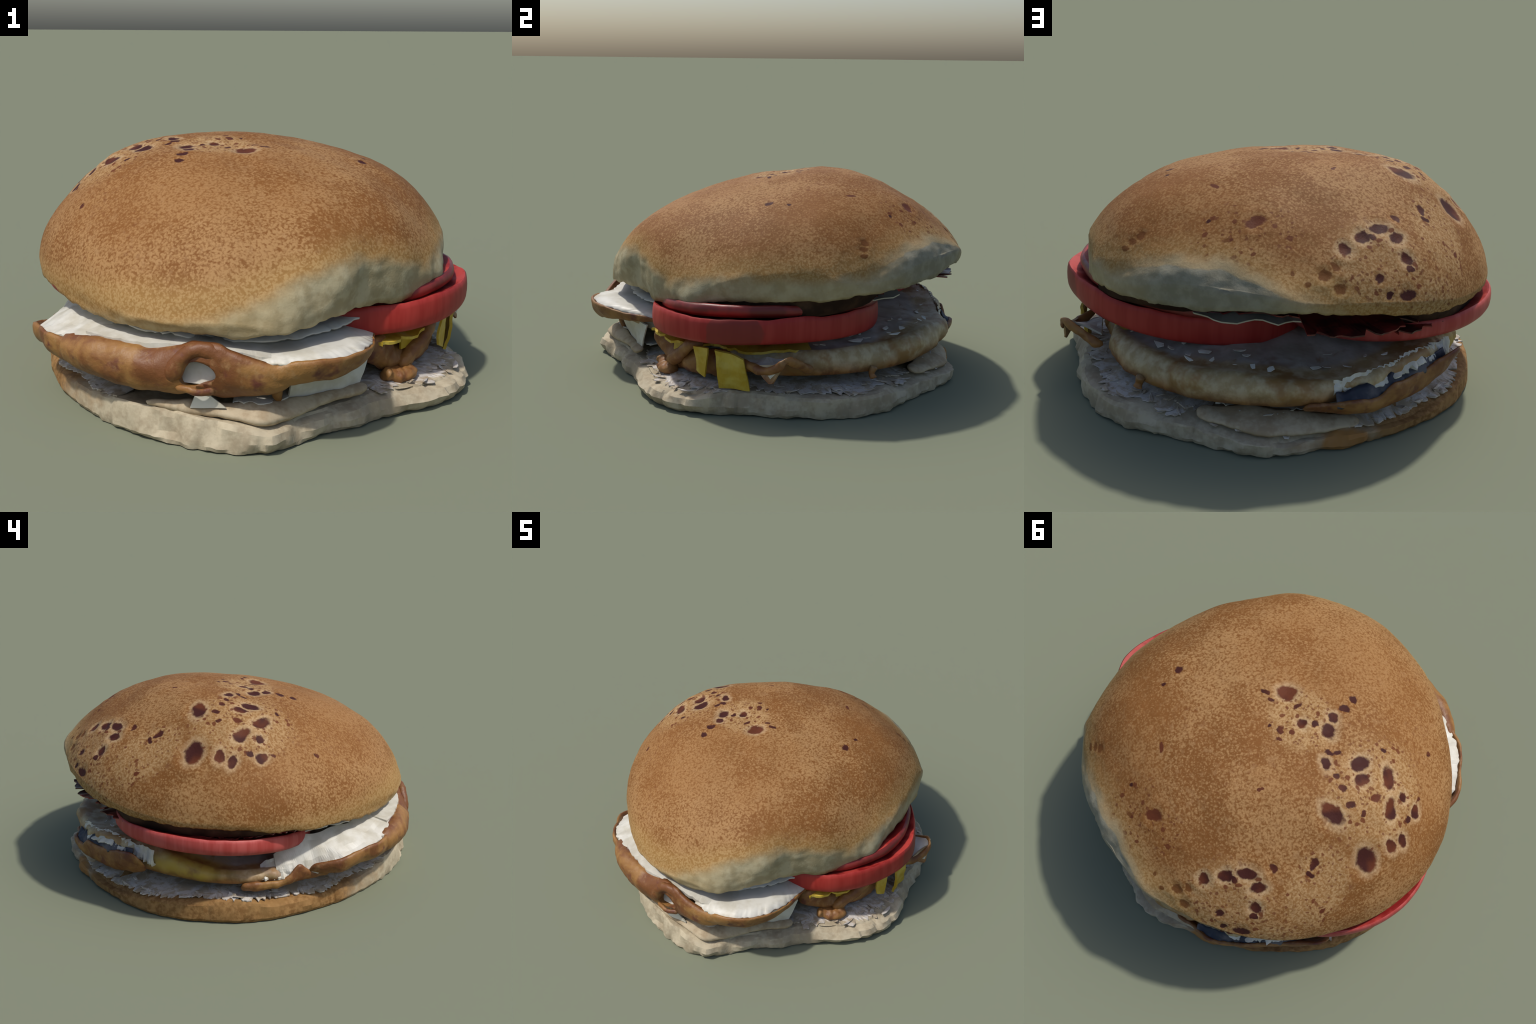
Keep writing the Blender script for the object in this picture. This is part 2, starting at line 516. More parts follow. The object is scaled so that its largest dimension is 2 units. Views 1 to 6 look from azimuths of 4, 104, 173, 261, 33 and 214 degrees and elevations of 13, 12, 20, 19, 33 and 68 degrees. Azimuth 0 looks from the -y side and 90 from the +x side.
# many tiny blisters in the scorched zones
zones = None
for c, r in (((-.62, .08, .96), (.30, .34, .3)), ((-.32, .80, .76), (.26, .22, .25)),
             ((-.16, .0, 1.03), (.2, .2, .2)), ((-.62, .56, .80), (.16, .25, .3)), ((-.5, .75, .62), (.2, .2, .12))):
    d = N.step(N.ball(c, r, wco), 1.1, .45)
    zones = d if zones is None else N.math("MAXIMUM", zones, d)
wide = N.math("MAXIMUM", N.math("MAXIMUM", zones, N.step(N.ball((.20, .74, .86), (.26, .2, .2), wco), 1.1, .5)), N.math("MULTIPLY", N.step(N.noise(3.1, 2), .52, .62), .3))
speck = N.math("MULTIPLY", N.step(N.voronoi(21, wco), .30, .20), N.step(N.voronoi(21, wco, out="Color"), .46, .50))
speck2 = N.math("MULTIPLY", N.step(N.voronoi(42, wco), .36, .24), N.step(N.voronoi(42, wco, out="Color"), .42, .47))
speck = N.math("MULTIPLY", N.math("MAXIMUM", speck, N.math("MULTIPLY", speck2, .8)), N.math("MULTIPLY", N.step(wide, .12, .6), N.step(below, .0, -.06)))
base = N.mix(N.math("MULTIPLY", N.step(zones, .1, .9), .5), base, N.mix(N.step(fleck, .4, .6), (.30, .165, .060), (.43, .285, .135)))
base = N.mix(N.math("MULTIPLY", N.step(halo, .030, .0), .6), base, N.mix(N.step(fleck, .3, .7), (.40, .26, .125), (.48, .345, .20)))
base = N.mix(N.math("MULTIPLY", speck, .92), base, (.125, .036, .013))
base = N.mix(N.math("MULTIPLY", N.step(amber, 1.15, .75), .9), base, (.13, .046, .012))
tone = N.mix(N.step(N.noise(5, 3), .42, .60), (.048, .013, .010), (.105, .029, .012))
base = N.mix(N.step(dark, 1.2, .8), base, tone)
N.bump(N.math("ADD", N.math("MULTIPLY", fleck, .6), N.noise(110, 3)), .25, .004)
CRUST = N.done(base, N.math("MULTIPLY_ADD", N.step(dark, 1.1, .8), -.06, .66))

V, F = grid(P2, cap_start=True)
top_bun = make("top_bun", V, F, CRUST, burger)

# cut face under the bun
UNDER = mottled("dark_cut_face", (.030, .016, .011), (.075, .040, .024), 6, .8, .15)
def slice_edge(c, rx, ry, rot):
    t = np.arange(720) / 720 * TAU
    X, Y = rx * np.cos(t), ry * np.sin(t)
    return c[0] + X * math.cos(rot) - Y * math.sin(rot), c[1] + X * math.sin(rot) + Y * math.cos(rot)


reach = np.full(len(th), .45)
for c, rx, ry, rot in (((-.501, .218), .479, .510, -.41), ((.395, .042), .590, .511, -.84)):
    X, Y = slice_edge(c, rx, ry, rot)
    k = np.round(np.arctan2(Y - BUN_AXIS[1], X - BUN_AXIS[0]) / TAU * len(th)).astype(int) % len(th)
    r_ = np.hypot(X - BUN_AXIS[0], Y - BUN_AXIS[1])
    for i, v in zip(k, r_):
        reach[i] = max(reach[i], v)
for _ in range(6):
    reach = np.maximum(reach, (np.roll(reach, 1) + np.roll(reach, -1)) / 2)
inner_r = np.minimum(reach - .01, rr - .045)
floor_z = np.minimum(zr - .004, .462)
rows = []
for t in (0., .06, .25, .6, 1.):
    zc = zr + .006 + (floor_z - zr) * t**2.4
    if t == .06:
        zc = zr - .008
    rows.append(np.concatenate([BUN_AXIS + ((rr - .032) * (1 - t) + inner_r * t)[:, None] * rad, zc[:, None]], -1))
for t in (.75, .4, .05):
    rows.append(np.concatenate([BUN_AXIS + (inner_r * t)[:, None] * rad, (floor_z * t + .455 * (1 - t))[:, None]], -1))
rows = np.array(rows)
rows[0] = P2[-1]
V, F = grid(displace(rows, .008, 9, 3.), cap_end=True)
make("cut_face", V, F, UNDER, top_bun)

# ------------------------------------------------------------------ bun base
# corners of the torn base seen from above (deg, radius, height of its upper edge)
BASE = [
    (-178, 0.942, 0.084), (-171, 0.917, 0.083), (-158, 0.894, 0.080), (-146, 0.887, 0.090), (-138, 0.890, 0.093), (-130, 0.897, 0.104), (-125, 0.912, 0.110),
    (-118, 0.930, 0.126), (-110, 0.947, 0.128), (-103, 0.953, 0.128), (-97, 0.975, 0.118), (-90, 0.990, 0.108), (-86, 0.993, 0.094), (-82, 1.000, 0.082),
    (-77, 0.955, 0.085), (-72, 0.895, 0.078), (-61, 0.860, 0.079), (-50, 0.848, 0.093), (-43, 0.860, 0.093), (-32, 0.919, 0.080), (-25, 0.966, 0.080),
    (-16, 0.993, 0.080), (-10, 0.981, 0.080), (-5, 0.971, 0.105), (1, 0.936, 0.108), (7, 0.931, 0.110), (19, 0.956, 0.106), (29, 0.998, 0.100), (37, 1.008, 0.098),
    (43, 1.006, 0.100), (47, 0.996, 0.108), (54, 0.960, 0.076), (63, 0.942, 0.074), (72, 0.965, 0.070), (81, 1.000, 0.062), (88, 0.977, 0.046), (95, 0.947, 0.052), (103, 0.958, 0.070),
    (114, 0.942, 0.050), (125, 0.945, 0.040), (134, 0.960, 0.062), (143, 0.970, 0.084), (155, 0.970, 0.098), (164, 0.960, 0.116), (171, 0.957, 0.120)]
BASE_MID = .100
n = 480
bth = np.arange(n) / n * TAU
br = np.interp(bth, np.radians([q[0] for q in BASE]), [q[1] for q in BASE], period=TAU)
bz = np.interp(bth, np.radians([q[0] for q in BASE]), [q[2] for q in BASE], period=TAU)
for soft in range(3):      # take the last hardness off the corners
    br = (np.roll(br, 1) + 2 * br + np.roll(br, -1)) / 4
    bz = (np.roll(bz, 1) + 2 * bz + np.roll(bz, -1)) / 4


def base_r(deg):
    return float(np.interp(math.radians(deg) % TAU, bth, br))


def base_top(deg, r):
    """Height of the base's upper face at an angle and radius."""
    i = int(round((math.radians(deg) % TAU) / TAU * n)) % n
    t = np.clip((br[i] - r) / .16, 0, 1)
    return float(bz[i] + (BASE_MID - bz[i]) * t)


rows = []
for d, hz in ((.30, .0), (.06, .0), (.010, .002), (.0, .018), (.0, .045)):
    rows.append(polar(br - d, bth, np.full(n, hz)))
for k, d in ((.70, .008), (.92, .018), (1.0, .030)):
    lean = 1 + 1.0 * smooth_step(1.35, .9, np.minimum(np.abs(bth - TAU * (bth > math.pi) + .2), 9))   # torn faces lean in
    rows.append(polar(br - d * lean, bth, .045 + (bz - .045) * k))
for d in (.066, .10, .14, .20, .30, .45, .65, .85):
    t = np.clip(d / .16, 0, 1)
    rows.append(polar(np.maximum(br - d, .02), bth, bz + (BASE_MID - bz) * t))
B = np.array(rows)
knots = np.sort(rng.random(64)) * TAU            # irregular tear facets round the side
facets = [np.interp(bth, knots, rng.normal(size=64) * .010, period=TAU) for _ in range(4)]
for i in range(2, 9):
    w = (0, 0, .4, .8, 1., 1., .9, .8, .5)[i]
    h = (i - 2) / 6 * 3
    lo_, hi_ = facets[int(h)], facets[min(int(h) + 1, 3)]
    off = w * (lo_ * (1 - h % 1) + hi_ * (h % 1)) * np.where(np.abs(bth - 2.9) < 1.1, .35, 1.)
    B[i, :, 0] += off * np.cos(bth)
    B[i, :, 1] += off * np.sin(bth)
for i in range(B.shape[0]):
    for j in range(n):
        p = B[i, j]
        torn = smooth_step(-150, -120, ((math.degrees(bth[j]) + 180) % 360) - 180) * smooth_step(125, 105, ((math.degrees(bth[j]) + 180) % 360) - 180)
        k = (.010 * fbm(p, 6, 3, 1.) + .010 * fbm(p, 17, 4, 6.) - .012 * (1 - min(1, 3.5 * abs(fbm((p[0], p[1], p[2] * .4), 6, 2, 15.)))) + .003) * (.35 + .65 * torn)
        if 2 <= i <= 7:
            c, s_ = math.cos(bth[j]), math.sin(bth[j])
            B[i, j, 0] += c * k
            B[i, j, 1] += s_ * k
        if i >= 5:
            B[i, j, 2] += .35 * k
        if i in (1, 2, 3):
            B[i, j, 2] += max(0, .010 * fbm((c_ := p)[:2].tolist() + [.3], 9, 3, 5.)) * torn
V, F = grid(B, cap_start=True, cap_end=True)
N = Nodes("bun_base_crumb", .78, .22)
x, y, z = N.xyz()
crumb = crumb_colour(N, (.47, .405, .285), (.33, .27, .18))
a01 = N.azimuth()
crusty = N.ramp(a01, [(0., .92), (az(-165), .85), (az(-150), .62), (az(-138), .32), (az(-125), .14), (az(-105), .06), (az(-80), .0),
                      (az(84), .0), (az(92), .25), (az(99), .45), (az(112), .5), (az(124), .95), (az(140), 1.), (1., .95)])
rim = N.step(z, .175, .12)
f = N.math("ADD", crusty, N.math("MULTIPLY_ADD", N.noise(10, 4, .6), .7, -.35))
crust = N.mix(N.step(N.noise(40, 3, .6), .36, .66), (.19, .092, .028), (.315, .175, .065))
crust = N.mix(N.step(N.noise(4, 3), .45, .65), crust, (.27, .15, .052))
col = N.mix(N.step(f, .12, .68), crumb, crust)
scab = N.step(N.ball((-.19, .955, .05), (.10, .09, .055), N.vmath("ADD", N.co, N.vmath("SCALE", N.noise(12, 3, colour=True), scale=.06))), 1.3, .9)
col = N.mix(N.math("MULTIPLY", scab, .8), col, (.33, .15, .035))
col = N.mix(N.step(N.ball((-.27, -.93, .075), (.014, .03, .012)), 1.2, .6), col, (.06, .03, .02))
N.bump(N.noise(60, 4), .3, .006)
BASE_MAT = N.done(col)
bottom_bun = make("bottom_bun", V, F, BASE_MAT, burger)
bottom_bun.data.set_sharp_from_angle(angle=math.radians(24))

# torn flaps of crumb lifting off the base at its front and back corners
CRUMB = None
N = Nodes("torn_crumb", .8, .2)
N.bump(N.noise(55, 4), .3, .006)
CRUMB = N.done(crumb_colour(N, (.46, .38, .26), (.33, .25, .155)))
for st in ([(-112, .88, .140, .915, .136, .010, .03), (-100, .87, .158, .920, .134, .012, .04), (-90, .87, .162, .945, .128, .012, .045),
            (-83, .87, .165, .965, .116, .012, .05), (-77, .84, .160, .920, .112, .012, .05), (-66, .79, .152, .835, .122, .010, .04), (-50, .77, .150, .815, .136, .008, .03)],
           [(64, .85, .132, .905, .110, .005, .02), (72, .83, .142, .925, .104, .007, .03), (82, .82, .145, .962, .092, .008, .035), (90, .84, .140, .945, .086, .007, .035),
            (100, .86, .116, .925, .088, .006, .025), (108, .87, .100, .915, .080, .004, .02)]):
    strip("bread_flap", CRUMB, bottom_bun, st, 100, 10, .010, 9, len(st))

# ------------------------------------------------------------------ sauce
N = Nodes("sauce", .5, .4)
smear = N.math("MAXIMUM", N.step(N.noise(11, 4, .65, distort=.8), .44, .60), N.step(N.noise(34, 3, .6), .52, .66))
N.bump(N.noise(40, 3), .3, .006)
SAUCE = N.done(N.mix(N.math("MULTIPLY", smear, .75), (.54, .50, .45), (.33, .25, .145)))
N = Nodes("egg_white_skin", .45, .4)
SKIN = N.done(N.mix(N.step(N.noise(9, 4, .6), .35, .62), (.50, .47, .385), (.61, .59, .52)))

sheet("sauce", SAUCE, bottom_bun, 103, 238, lambda d: (.70, .130), lambda d: (base_r(d) - .035 - .02 * math.sin(d * .21), base_top(d, base_r(d) - .045) + .007),
      n=300, rows=7, jag_out=.06, wave=.008, seed=3, wave_scale=7)
sheet("sauce", SAUCE, bottom_bun, -62, 66, lambda d: (.60, .120), lambda d: (base_r(d) - .11 - .025 * math.sin(d * .17), base_top(d, base_r(d) - .12) + .008),
      n=260, rows=7, jag_out=.075, wave=.010, seed=8, wave_scale=9)
sheet("sauce", SAUCE, bottom_bun, -46, 60, lambda d: (.62, .120), lambda d: (base_r(d) - .055 - .03 * math.sin(d * .31), base_top(d, base_r(d) - .06) + .004),
      n=150, rows=6, jag_out=.12, wave=.006, seed=17, wave_scale=11, thick=.003)
sheet("sauce", SKIN, bottom_bun, -90, -50, lambda d: (.60, .172), lambda d: (base_r(d) - .10, .164), n=60, rows=5, jag_out=.03, wave=.006, seed=13)
sheet("sauce", SKIN, bottom_bun, 68, 100, lambda d: (.66, .14), lambda d: (base_r(d) - .12, .136), n=60, rows=5, jag_out=.04, wave=.012, seed=14)

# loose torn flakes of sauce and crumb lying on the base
fv, ff = [], []


def flake(c, heading, L, W, tilt, t=.0018):
    g = rng.random((6,)) * .9 + .45
    ring_ = [(math.cos(k / 6 * TAU) * L * g[k], math.sin(k / 6 * TAU) * W * g[k]) for k in range(6)]
    ch, sh = math.cos(heading), math.sin(heading)
    b = len(fv)
    for side in (0, 1):
        for u, v in ring_:
            fv.append((c[0] + u * ch - v * sh, c[1] + u * sh + v * ch, c[2] + v * tilt + .15 * u * u / L + side * t))
    ff.append(tuple(b + k for k in reversed(range(6))))
    ff.append(tuple(b + 6 + k for k in range(6)))
    for k in range(6):
        k2 = (k + 1) % 6
        ff.append((b + k, b + k2, b + 6 + k2, b + 6 + k))


for d0, d1, m, spread in ((-48, 62, 34, .13), (105, 235, 36, .08), (62, 104, 12, .12)):
    for _ in range(m):
        d = d0 + (d1 - d0) * rng.random()
        r = base_r(d) - .04 - spread * rng.random()
        a = math.radians(d)
        flake((r * math.cos(a), r * math.sin(a), base_top(d, r) + .004 + .008 * rng.random()), a + math.pi / 2 + rng.normal() * .5,
              .014 + .034 * rng.random() ** 2, .006 + .012 * rng.random(), rng.normal() * .35)
make("sauce_flakes", fv, ff, SAUCE, bottom_bun, smooth=False, kind="stuff")
base_flakes, fv, ff = fv, [], []

# ------------------------------------------------------------------ fried egg
# stations: deg, lower rim radius & height, upper rim radius & height
EGG = [
    (0, .80, .17, .74, .30), (15, .79, .15, .76, .275), (30, .855, .165, .835, .290), (45, .872, .162, .835, .290),
    (60, .905, .170, .89, .305), (75, .905, .178, .90, .318), (90, .91, .180, .915, .30), (98, .91, .185, .90, .285), (106, .90, .19, .90, .295),
    (115, .90, .195, .925, .325), (123, .89, .195, .925, .345), (131, .885, .19, .90, .345), (139, .88, .185, .88, .33), (150, .87, .175, .87, .295), (165, .87, .165, .87, .245),
    (180, .87, .175, .87, .25), (195, .87, .20, .84, .27), (210, .88, .22, .85, .28), (225, .90, .23, .88, .30),
    (240, .89, .22, .88, .33), (255, .87, .22, .86, .34), (270, .86, .215, .88, .33), (285, .87, .24, .90, .33),
    (300, .80, .26, .85, .33), (312, .67, .20, .71, .32), (330, .66, .14, .66, .30), (345, .72, .16, .68, .30)]
n = 360
eth, es = ring(EGG, n)
rl, zl, ru, zu = es.T
rows = [polar(rl * .3, eth, zl + .02), polar(rl - .12, eth, zl + .02), polar(rl - .03, eth, zl + .002), polar(rl, eth, zl + .012)]
for t in (.25, .5, .75):
    rows.append(polar(rl * (1 - t) + ru * t + .018 * math.sin(t * math.pi), eth, zl * (1 - t) + zu * t))
rows += [polar(ru, eth, zu - .012), polar(ru - .022, eth, zu), polar(ru - .06, eth, zu - .010), polar(ru - .12, eth, zu - .008),
         polar(ru - .22, eth, zu * .6 + .31 * .4), polar(ru * .4, eth, np.full(n, .32)), polar(ru * .05, eth, np.full(n, .33))]
E_ = np.array(rows)
for i in range(2, E_.shape[0]):
    for j in range(n):
        p = E_[i, j]
        k = .026 * fbm(p, 5, 3, 3.) + .014 * fbm(p, 13, 3, 8.)
        if i < 10:
            E_[i, j, 0] += math.cos(eth[j]) * k
            E_[i, j, 1] += math.sin(eth[j]) * k
        E_[i, j, 2] += .45 * k
V, F = grid(E_, cap_start=True, cap_end=True)
N = Nodes("fried_egg", .5, .4)
x, y, z = N.xyz()
a01 = N.azimuth()
rad2 = N.vmath("LENGTH", N.vmath("MULTIPLY", N.co, (1., 1., 0.)))
n1, n2 = N.noise(6, 4, .6), N.noise(18, 4, .6)
white = N.mix(N.step(n1, .4, .62), (.33, .30, .25), (.46, .44, .40))
white = N.mix(N.step(N.noise(4, 4, .65, distort=.6), .54, .66), white, (.24, .17, .11))
cream = N.mix(N.step(n2, .36, .66), (.34, .245, .115), (.47, .38, .23))
fry = N.mix(N.step(n2, .35, .65), (.14, .045, .011), (.29, .125, .030))
lowline = N.ramp(a01, [(0., .205), (az(-150), .23), (az(-40), .20), (az(10), .21), (az(45), .19), (az(80), .205), (az(100), .225), (az(125), .235), (az(150), .215), (1., .205)])
up = N.math("SUBTRACT", N.math("ADD", z, N.math("MULTIPLY_ADD", n1, .07, -.035)), lowline)
side = N.step(N.math("ADD", rad2, N.math("MULTIPLY_ADD", n2, .06, -.03)), .74, .80)
col = N.mix(side, white, cream)
col = N.mix(N.math("MULTIPLY", N.step(up, .065, -.03), side), col, fry)
wv = N.vmath("ADD", N.co, N.vmath("SCALE", N.vmath("SUBTRACT", N.noise(8, 3, colour=True), (.5, .5, .5)), scale=.12))
yolk = N.step(N.ball((-.80, .40, .25), (.18, .24, .085), wv), 1.3, .45)
col = N.mix(N.math("MULTIPLY", yolk, .85), col, (.40, .27, .035))
meat = N.step(N.ball((-.84, -.12, .30), (.2, .22, .075), wv), 1.15, .8)
col = N.mix(N.math("MULTIPLY", meat, .8), col, (.27, .19, .13))
N.bump(N.noise(40, 3), .3, .006)
scorch = N.math("MULTIPLY", N.step(N.noise(5.5, 4, .65, vec=N.vmath("ADD", N.co, (2., 7., 3.))), .47, .62), side)
col = N.mix(N.math("MULTIPLY", scorch, .85), col, (.26, .135, .038))
EGG_MAT = N.done(col)
fried_egg = make("fried_egg", V, F, EGG_MAT, burger)

# shards of torn white lying on the egg at the back
for _ in range(28):
    d = 28 + 112 * rng.random()
    i = int(d) % n
    r = ru[i] - .06 - .16 * rng.random() ** 1.3
    a = math.radians(d)
    flake((r * math.cos(a), r * math.sin(a), zu[i] + .002 + .008 * rng.random()), a + math.pi / 2 + rng.normal() * .4,
          .014 + .030 * rng.random() ** 2, .006 + .012 * rng.random(), rng.normal() * .3)
make("white_flakes", fv, ff, SKIN, fried_egg, smooth=False, kind="stuff")

# ------------------------------------------------------------------ bacon
N = Nodes("bacon", .5, .38)
n1, n2 = N.noise(6, 4, .6, distort=.5), N.noise(20, 4, .6)
col = N.mix(N.step(n1, .38, .64), (.16, .058, .017), (.29, .145, .042))
col = N.mix(N.step(N.noise(9, 3, .6, vec=N.vmath("ADD", N.co, (3., 1., 7.))), .55, .70), col, (.115, .034, .020))
col = N.mix(N.math("MULTIPLY", N.step(n2, .55, .72), .5), col, (.32, .19, .08))
N.bump(N.math("ADD", n2, N.noise(60, 3)), .35, .006)
BACON = N.done(col)

# the rim of white on top of the egg at the front, gathered in folds on the left
sheet("egg_white", SKIN, fried_egg, 184, 232, lambda d: (.80, np.interp(d, [184, 194], [.30, .392])), lambda d: (np.interp(d, [184, 191, 197, 203, 212, 220, 226, 232], [.875, .89, .90, .955, .97, .985, .955, .93]), np.interp(d, [184, 191, 197, 205, 214, 220, 228, 232], [.24, .235, .225, .29, .325, .325, .35, .36])),
      n=80, rows=7, jag_out=.02, wave=.012, seed=21, thick=.02, smooth=False, wave_scale=8)
sheet("egg_white", SKIN, fried_egg, 230, 286, lambda d: (.66, np.interp(d, [270, 286], [.392, .355])), lambda d: (np.interp(d, [230, 245, 262, 277, 286], [.925, .915, .905, .925, .90]), np.interp(d, [230, 250, 262, 272, 286], [.372, .378, .398, .372, .335])), n=80, rows=6, jag_out=.01, wave=.006, seed=22, thick=.02)
sheet("egg_white", SKIN, fried_egg, 274, 318, lambda d: (.50, .375), lambda d: (np.interp(d, [274, 282, 290, 300, 306, 312, 318], [.95, .985, 1.005, .955, .885, .79, .725]), np.interp(d, [274, 282, 290, 302, 312, 318], [.345, .352, .360, .360, .338, .325])),
      n=80, rows=6, jag_out=.016, wave=.004, seed=23, thick=.012, smooth=True)
# lobe at the left, rolled middle with the arch, leaf-shaped tongue at the front
strip("bacon", BACON, burger, [(195, .90, .255, .885, .215, .01, .03), (203, .980, .297, .955, .220, .015, .035), (212, .990, .327, .958, .230, .015, .03),
                                  (219, 1.0, .332, .966, .235, .015, .03), (226, .97, .335, .965, .235, .015, .04)], 70, 12, .010, 10, 1.)
rolled = strip("bacon", BACON, burger, [(221, .955, .325, .965, .235, .01, .04), (226, .955, .348, .970, .230, .035, .07), (233, .950, .362, .965, .215, .045, .09), (242, .930, .368, .958, .205, .05, .10),
                                  (250, .915, .364, .945, .202, .045, .09), (256, .912, .380, .93, .204, .04, .06), (262, .925, .404, .925, .206, .03, .05), (267, .945, .402, .92, .200, .03, .05),
                                  (273, .965, .366, .925, .205, .03, .05), (278, .972, .342, .945, .215, .03, .05), (284, .985, .335, .945, .240, .02, .04)], 170, 14, .012, 8, 2.)
strip("bacon", BACON, burger, [(274, .945, .330, .93, .235, .02, .04), (279, .97, .332, .945, .240, .02, .035), (283, .992, .350, .950, .252, .015, .03), (288, 1.014, .360, .966, .266, .015, .03), (295, 1.0, .364, .958, .274, .012, .025),
                                  (302, .950, .358, .915, .290, .008, .02), (308, .865, .338, .84, .300, .006, .02), (314, .775, .328, .76, .302, .005, .018), (318, .735, .325, .72, .31, .004, .015)], 110, 12, .008, 10, 3.)
# the opening under the arch
bpy.ops.mesh.primitive_cylinder_add(vertices=40, radius=.056, depth=.5, location=(-.123, -.915, .288), rotation=(math.radians(84), 0, math.radians(-8)))
cutter = bpy.context.object
cutter.scale = (1.12, .92, 1)
for i_, v_ in enumerate(cutter.data.vertices):
    a_ = math.atan2(v_.co.y, v_.co.x)
    k_ = 1 + .14 * math.sin(2 * a_ + .6) + .09 * math.sin(3 * a_ + 2)
    v_.co.x *= k_
    v_.co.y *= k_
mod = rolled.modifiers.new("opening", "BOOLEAN")
mod.object, mod.operation, mod.solver = cutter, "DIFFERENCE", "EXACT"
dg = bpy.context.evaluated_depsgraph_get()
me = bpy.data.meshes.new_from_object(rolled.evaluated_get(dg))
rolled.modifiers.clear()
rolled.data = me
bpy.data.objects.remove(cutter)
tube("bacon", BACON, burger, [(-.21, -.925, .232, .010, .012), (-.16, -.945, .232, .012, .014), (-.12, -.95, .224, .011, .014), (-.06, -.93, .226, .014, .018)], 30, 12, .003, 20, 4.)
tube("bacon", BACON, burger, [(-.235, -.918, .250, .022, .03), (-.205, -.928, .315, .026, .034), (-.165, -.930, .365, .028, .032), (-.115, -.932, .383, .028, .030), (-.065, -.936, .370, .028, .032), (-.025, -.940, .325, .028, .036), (.0, -.935, .265, .024, .034)], 50, 14, .008, 14, 4.5)
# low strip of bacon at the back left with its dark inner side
strip("bacon", BACON, burger, [(92, .935, .20, .90, .165, .008, .025), (99, .955, .215, .92, .160, .010, .03), (105, .985, .228, .945, .155, .012, .03), (111, .975, .222, .94, .150, .012, .03), (115, .978, .272, .945, .155, .012, .03),
                                  (119, .965, .268, .94, .16, .014, .03), (127, .960, .280, .93, .165, .014, .03), (132, .972, .298, .93, .175, .014, .03), (137, .992, .318, .93, .190, .012, .025), (141, .985, .300, .915, .21, .010, .02)], 90, 12, .010, 11, 5.)
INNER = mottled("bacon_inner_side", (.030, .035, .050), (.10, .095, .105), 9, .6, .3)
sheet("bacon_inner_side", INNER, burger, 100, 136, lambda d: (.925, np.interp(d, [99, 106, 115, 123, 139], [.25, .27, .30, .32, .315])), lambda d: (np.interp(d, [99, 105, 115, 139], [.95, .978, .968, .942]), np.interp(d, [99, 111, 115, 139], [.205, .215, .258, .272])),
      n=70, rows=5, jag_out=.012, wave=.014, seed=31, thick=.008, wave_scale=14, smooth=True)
sheet("egg_white", SKIN, fried_egg, 100, 143, lambda d: (.90, np.interp(d, [100, 115, 123, 131, 143], [.290, .325, .352, .352, .325])), lambda d: (np.interp(d, [100, 110, 115, 123, 131, 143], [.915, .935, .955, .962, .945, .92]), np.interp(d, [100, 112, 123, 132, 137, 143], [.235, .265, .305, .30, .275, .25])),
      n=110, rows=5, jag_out=.055, jag_in=.03, wave=.014, seed=33, thick=.005, wave_scale=14)
# left: loose spur of bacon and white skirt under it
strip("bacon", BACON, burger, [(172, .905, .185, .88, .150, .008, .03), (180, .905, .195, .885, .152, .012, .03), (187, .905, .215, .885, .165, .012, .03), (191, .895, .27, .885, .175, .010, .02), (197, .90, .215, .885, .18, .012, .03), (202, .91, .22, .89, .19, .01, .03)], 60, 10, .010, 12, 6.)
sheet("egg_white", SKIN, fried_egg, 179, 190, lambda d: (.80, np.interp(d, [179, 190], [.25, .34])), lambda d: (.895, .215), n=26, rows=6, jag_out=.02, wave=.014, seed=34, thick=.01, wave_scale=14)
# right front: crumpled rolls of bacon between egg and base
tube("bacon", BACON, burger, [(.46, -.48, .28, .035, .035), (.535, -.475, .255, .035, .06), (.575, -.43, .225, .035, .07), (.62, -.37, .170, .05, .055), (.68, -.29, .170, .045, .055), (.745, -.20, .195, .05, .07), (.77, -.08, .20, .045, .07), (.74, .02, .20, .03, .05)], 90, 22, .022, 9, 7.)
tube("bacon", BACON, burger, [(.66, -.40, .15, .03, .03), (.70, -.345, .18, .035, .035), (.75, -.295, .235, .03, .03), (.79, -.235, .285, .03, .028), (.80, -.17, .30, .025, .025)], 40, 14, .010, 14, 8.)
tube("bacon", BACON, burger, [(.585, -.455, .14, .025, .03), (.63, -.425, .125, .045, .035), (.68, -.395, .12, .045, .028), (.71, -.355, .14, .03, .03)], 40, 16, .020, 14, 9.)
# drips
tube("bacon", BACON, burger, [(.16, -.86, .245, .03, .02), (.165, -.845, .19, .022, .022), (.17, -.83, .152, .012, .012)], 20, 12, .004, 20, 10.)
tube("egg_drip", EGG_MAT, fried_egg, [(.615, .635, .20, .02, .02), (.625, .625, .165, .014, .014), (.635, .635, .142, .022, .01)], 20, 12, .006, 24, 11.)

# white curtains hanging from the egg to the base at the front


def panel(name, mat, parent, corners, nu=14, nv=8, amp=.008, thick=.008, seed=0., scale=10):
    """Soft bent panel through four corners, with thickness."""
    a, b, c, d = [np.array(q, float) for q in corners]
    out = np.zeros((nv, nu, 3))
    nrm_ = np.cross(b - a, d - a)
    nrm_ /= np.linalg.norm(nrm_)
    for i in range(nv):
        for j in range(nu):
            u, v = j / (nu - 1), i / (nv - 1)
            p = (a * (1 - u) + b * u) * (1 - v) + (d * (1 - u) + c * u) * v
            out[i, j] = p + nrm_ * amp * fbm(p, scale, 2, seed)
    back = out - nrm_ * thick
    loop = np.concatenate([out, back[::-1]], 0)
    V, F = grid(loop, close_u=False, close_v=True)
    m = loop.shape[0]
    F.append(tuple(k * nu for k in range(m)))
    F.append(tuple(k * nu + nu - 1 for k in reversed(range(m))))
    return make(name, V, F, mat, parent, smooth=False)


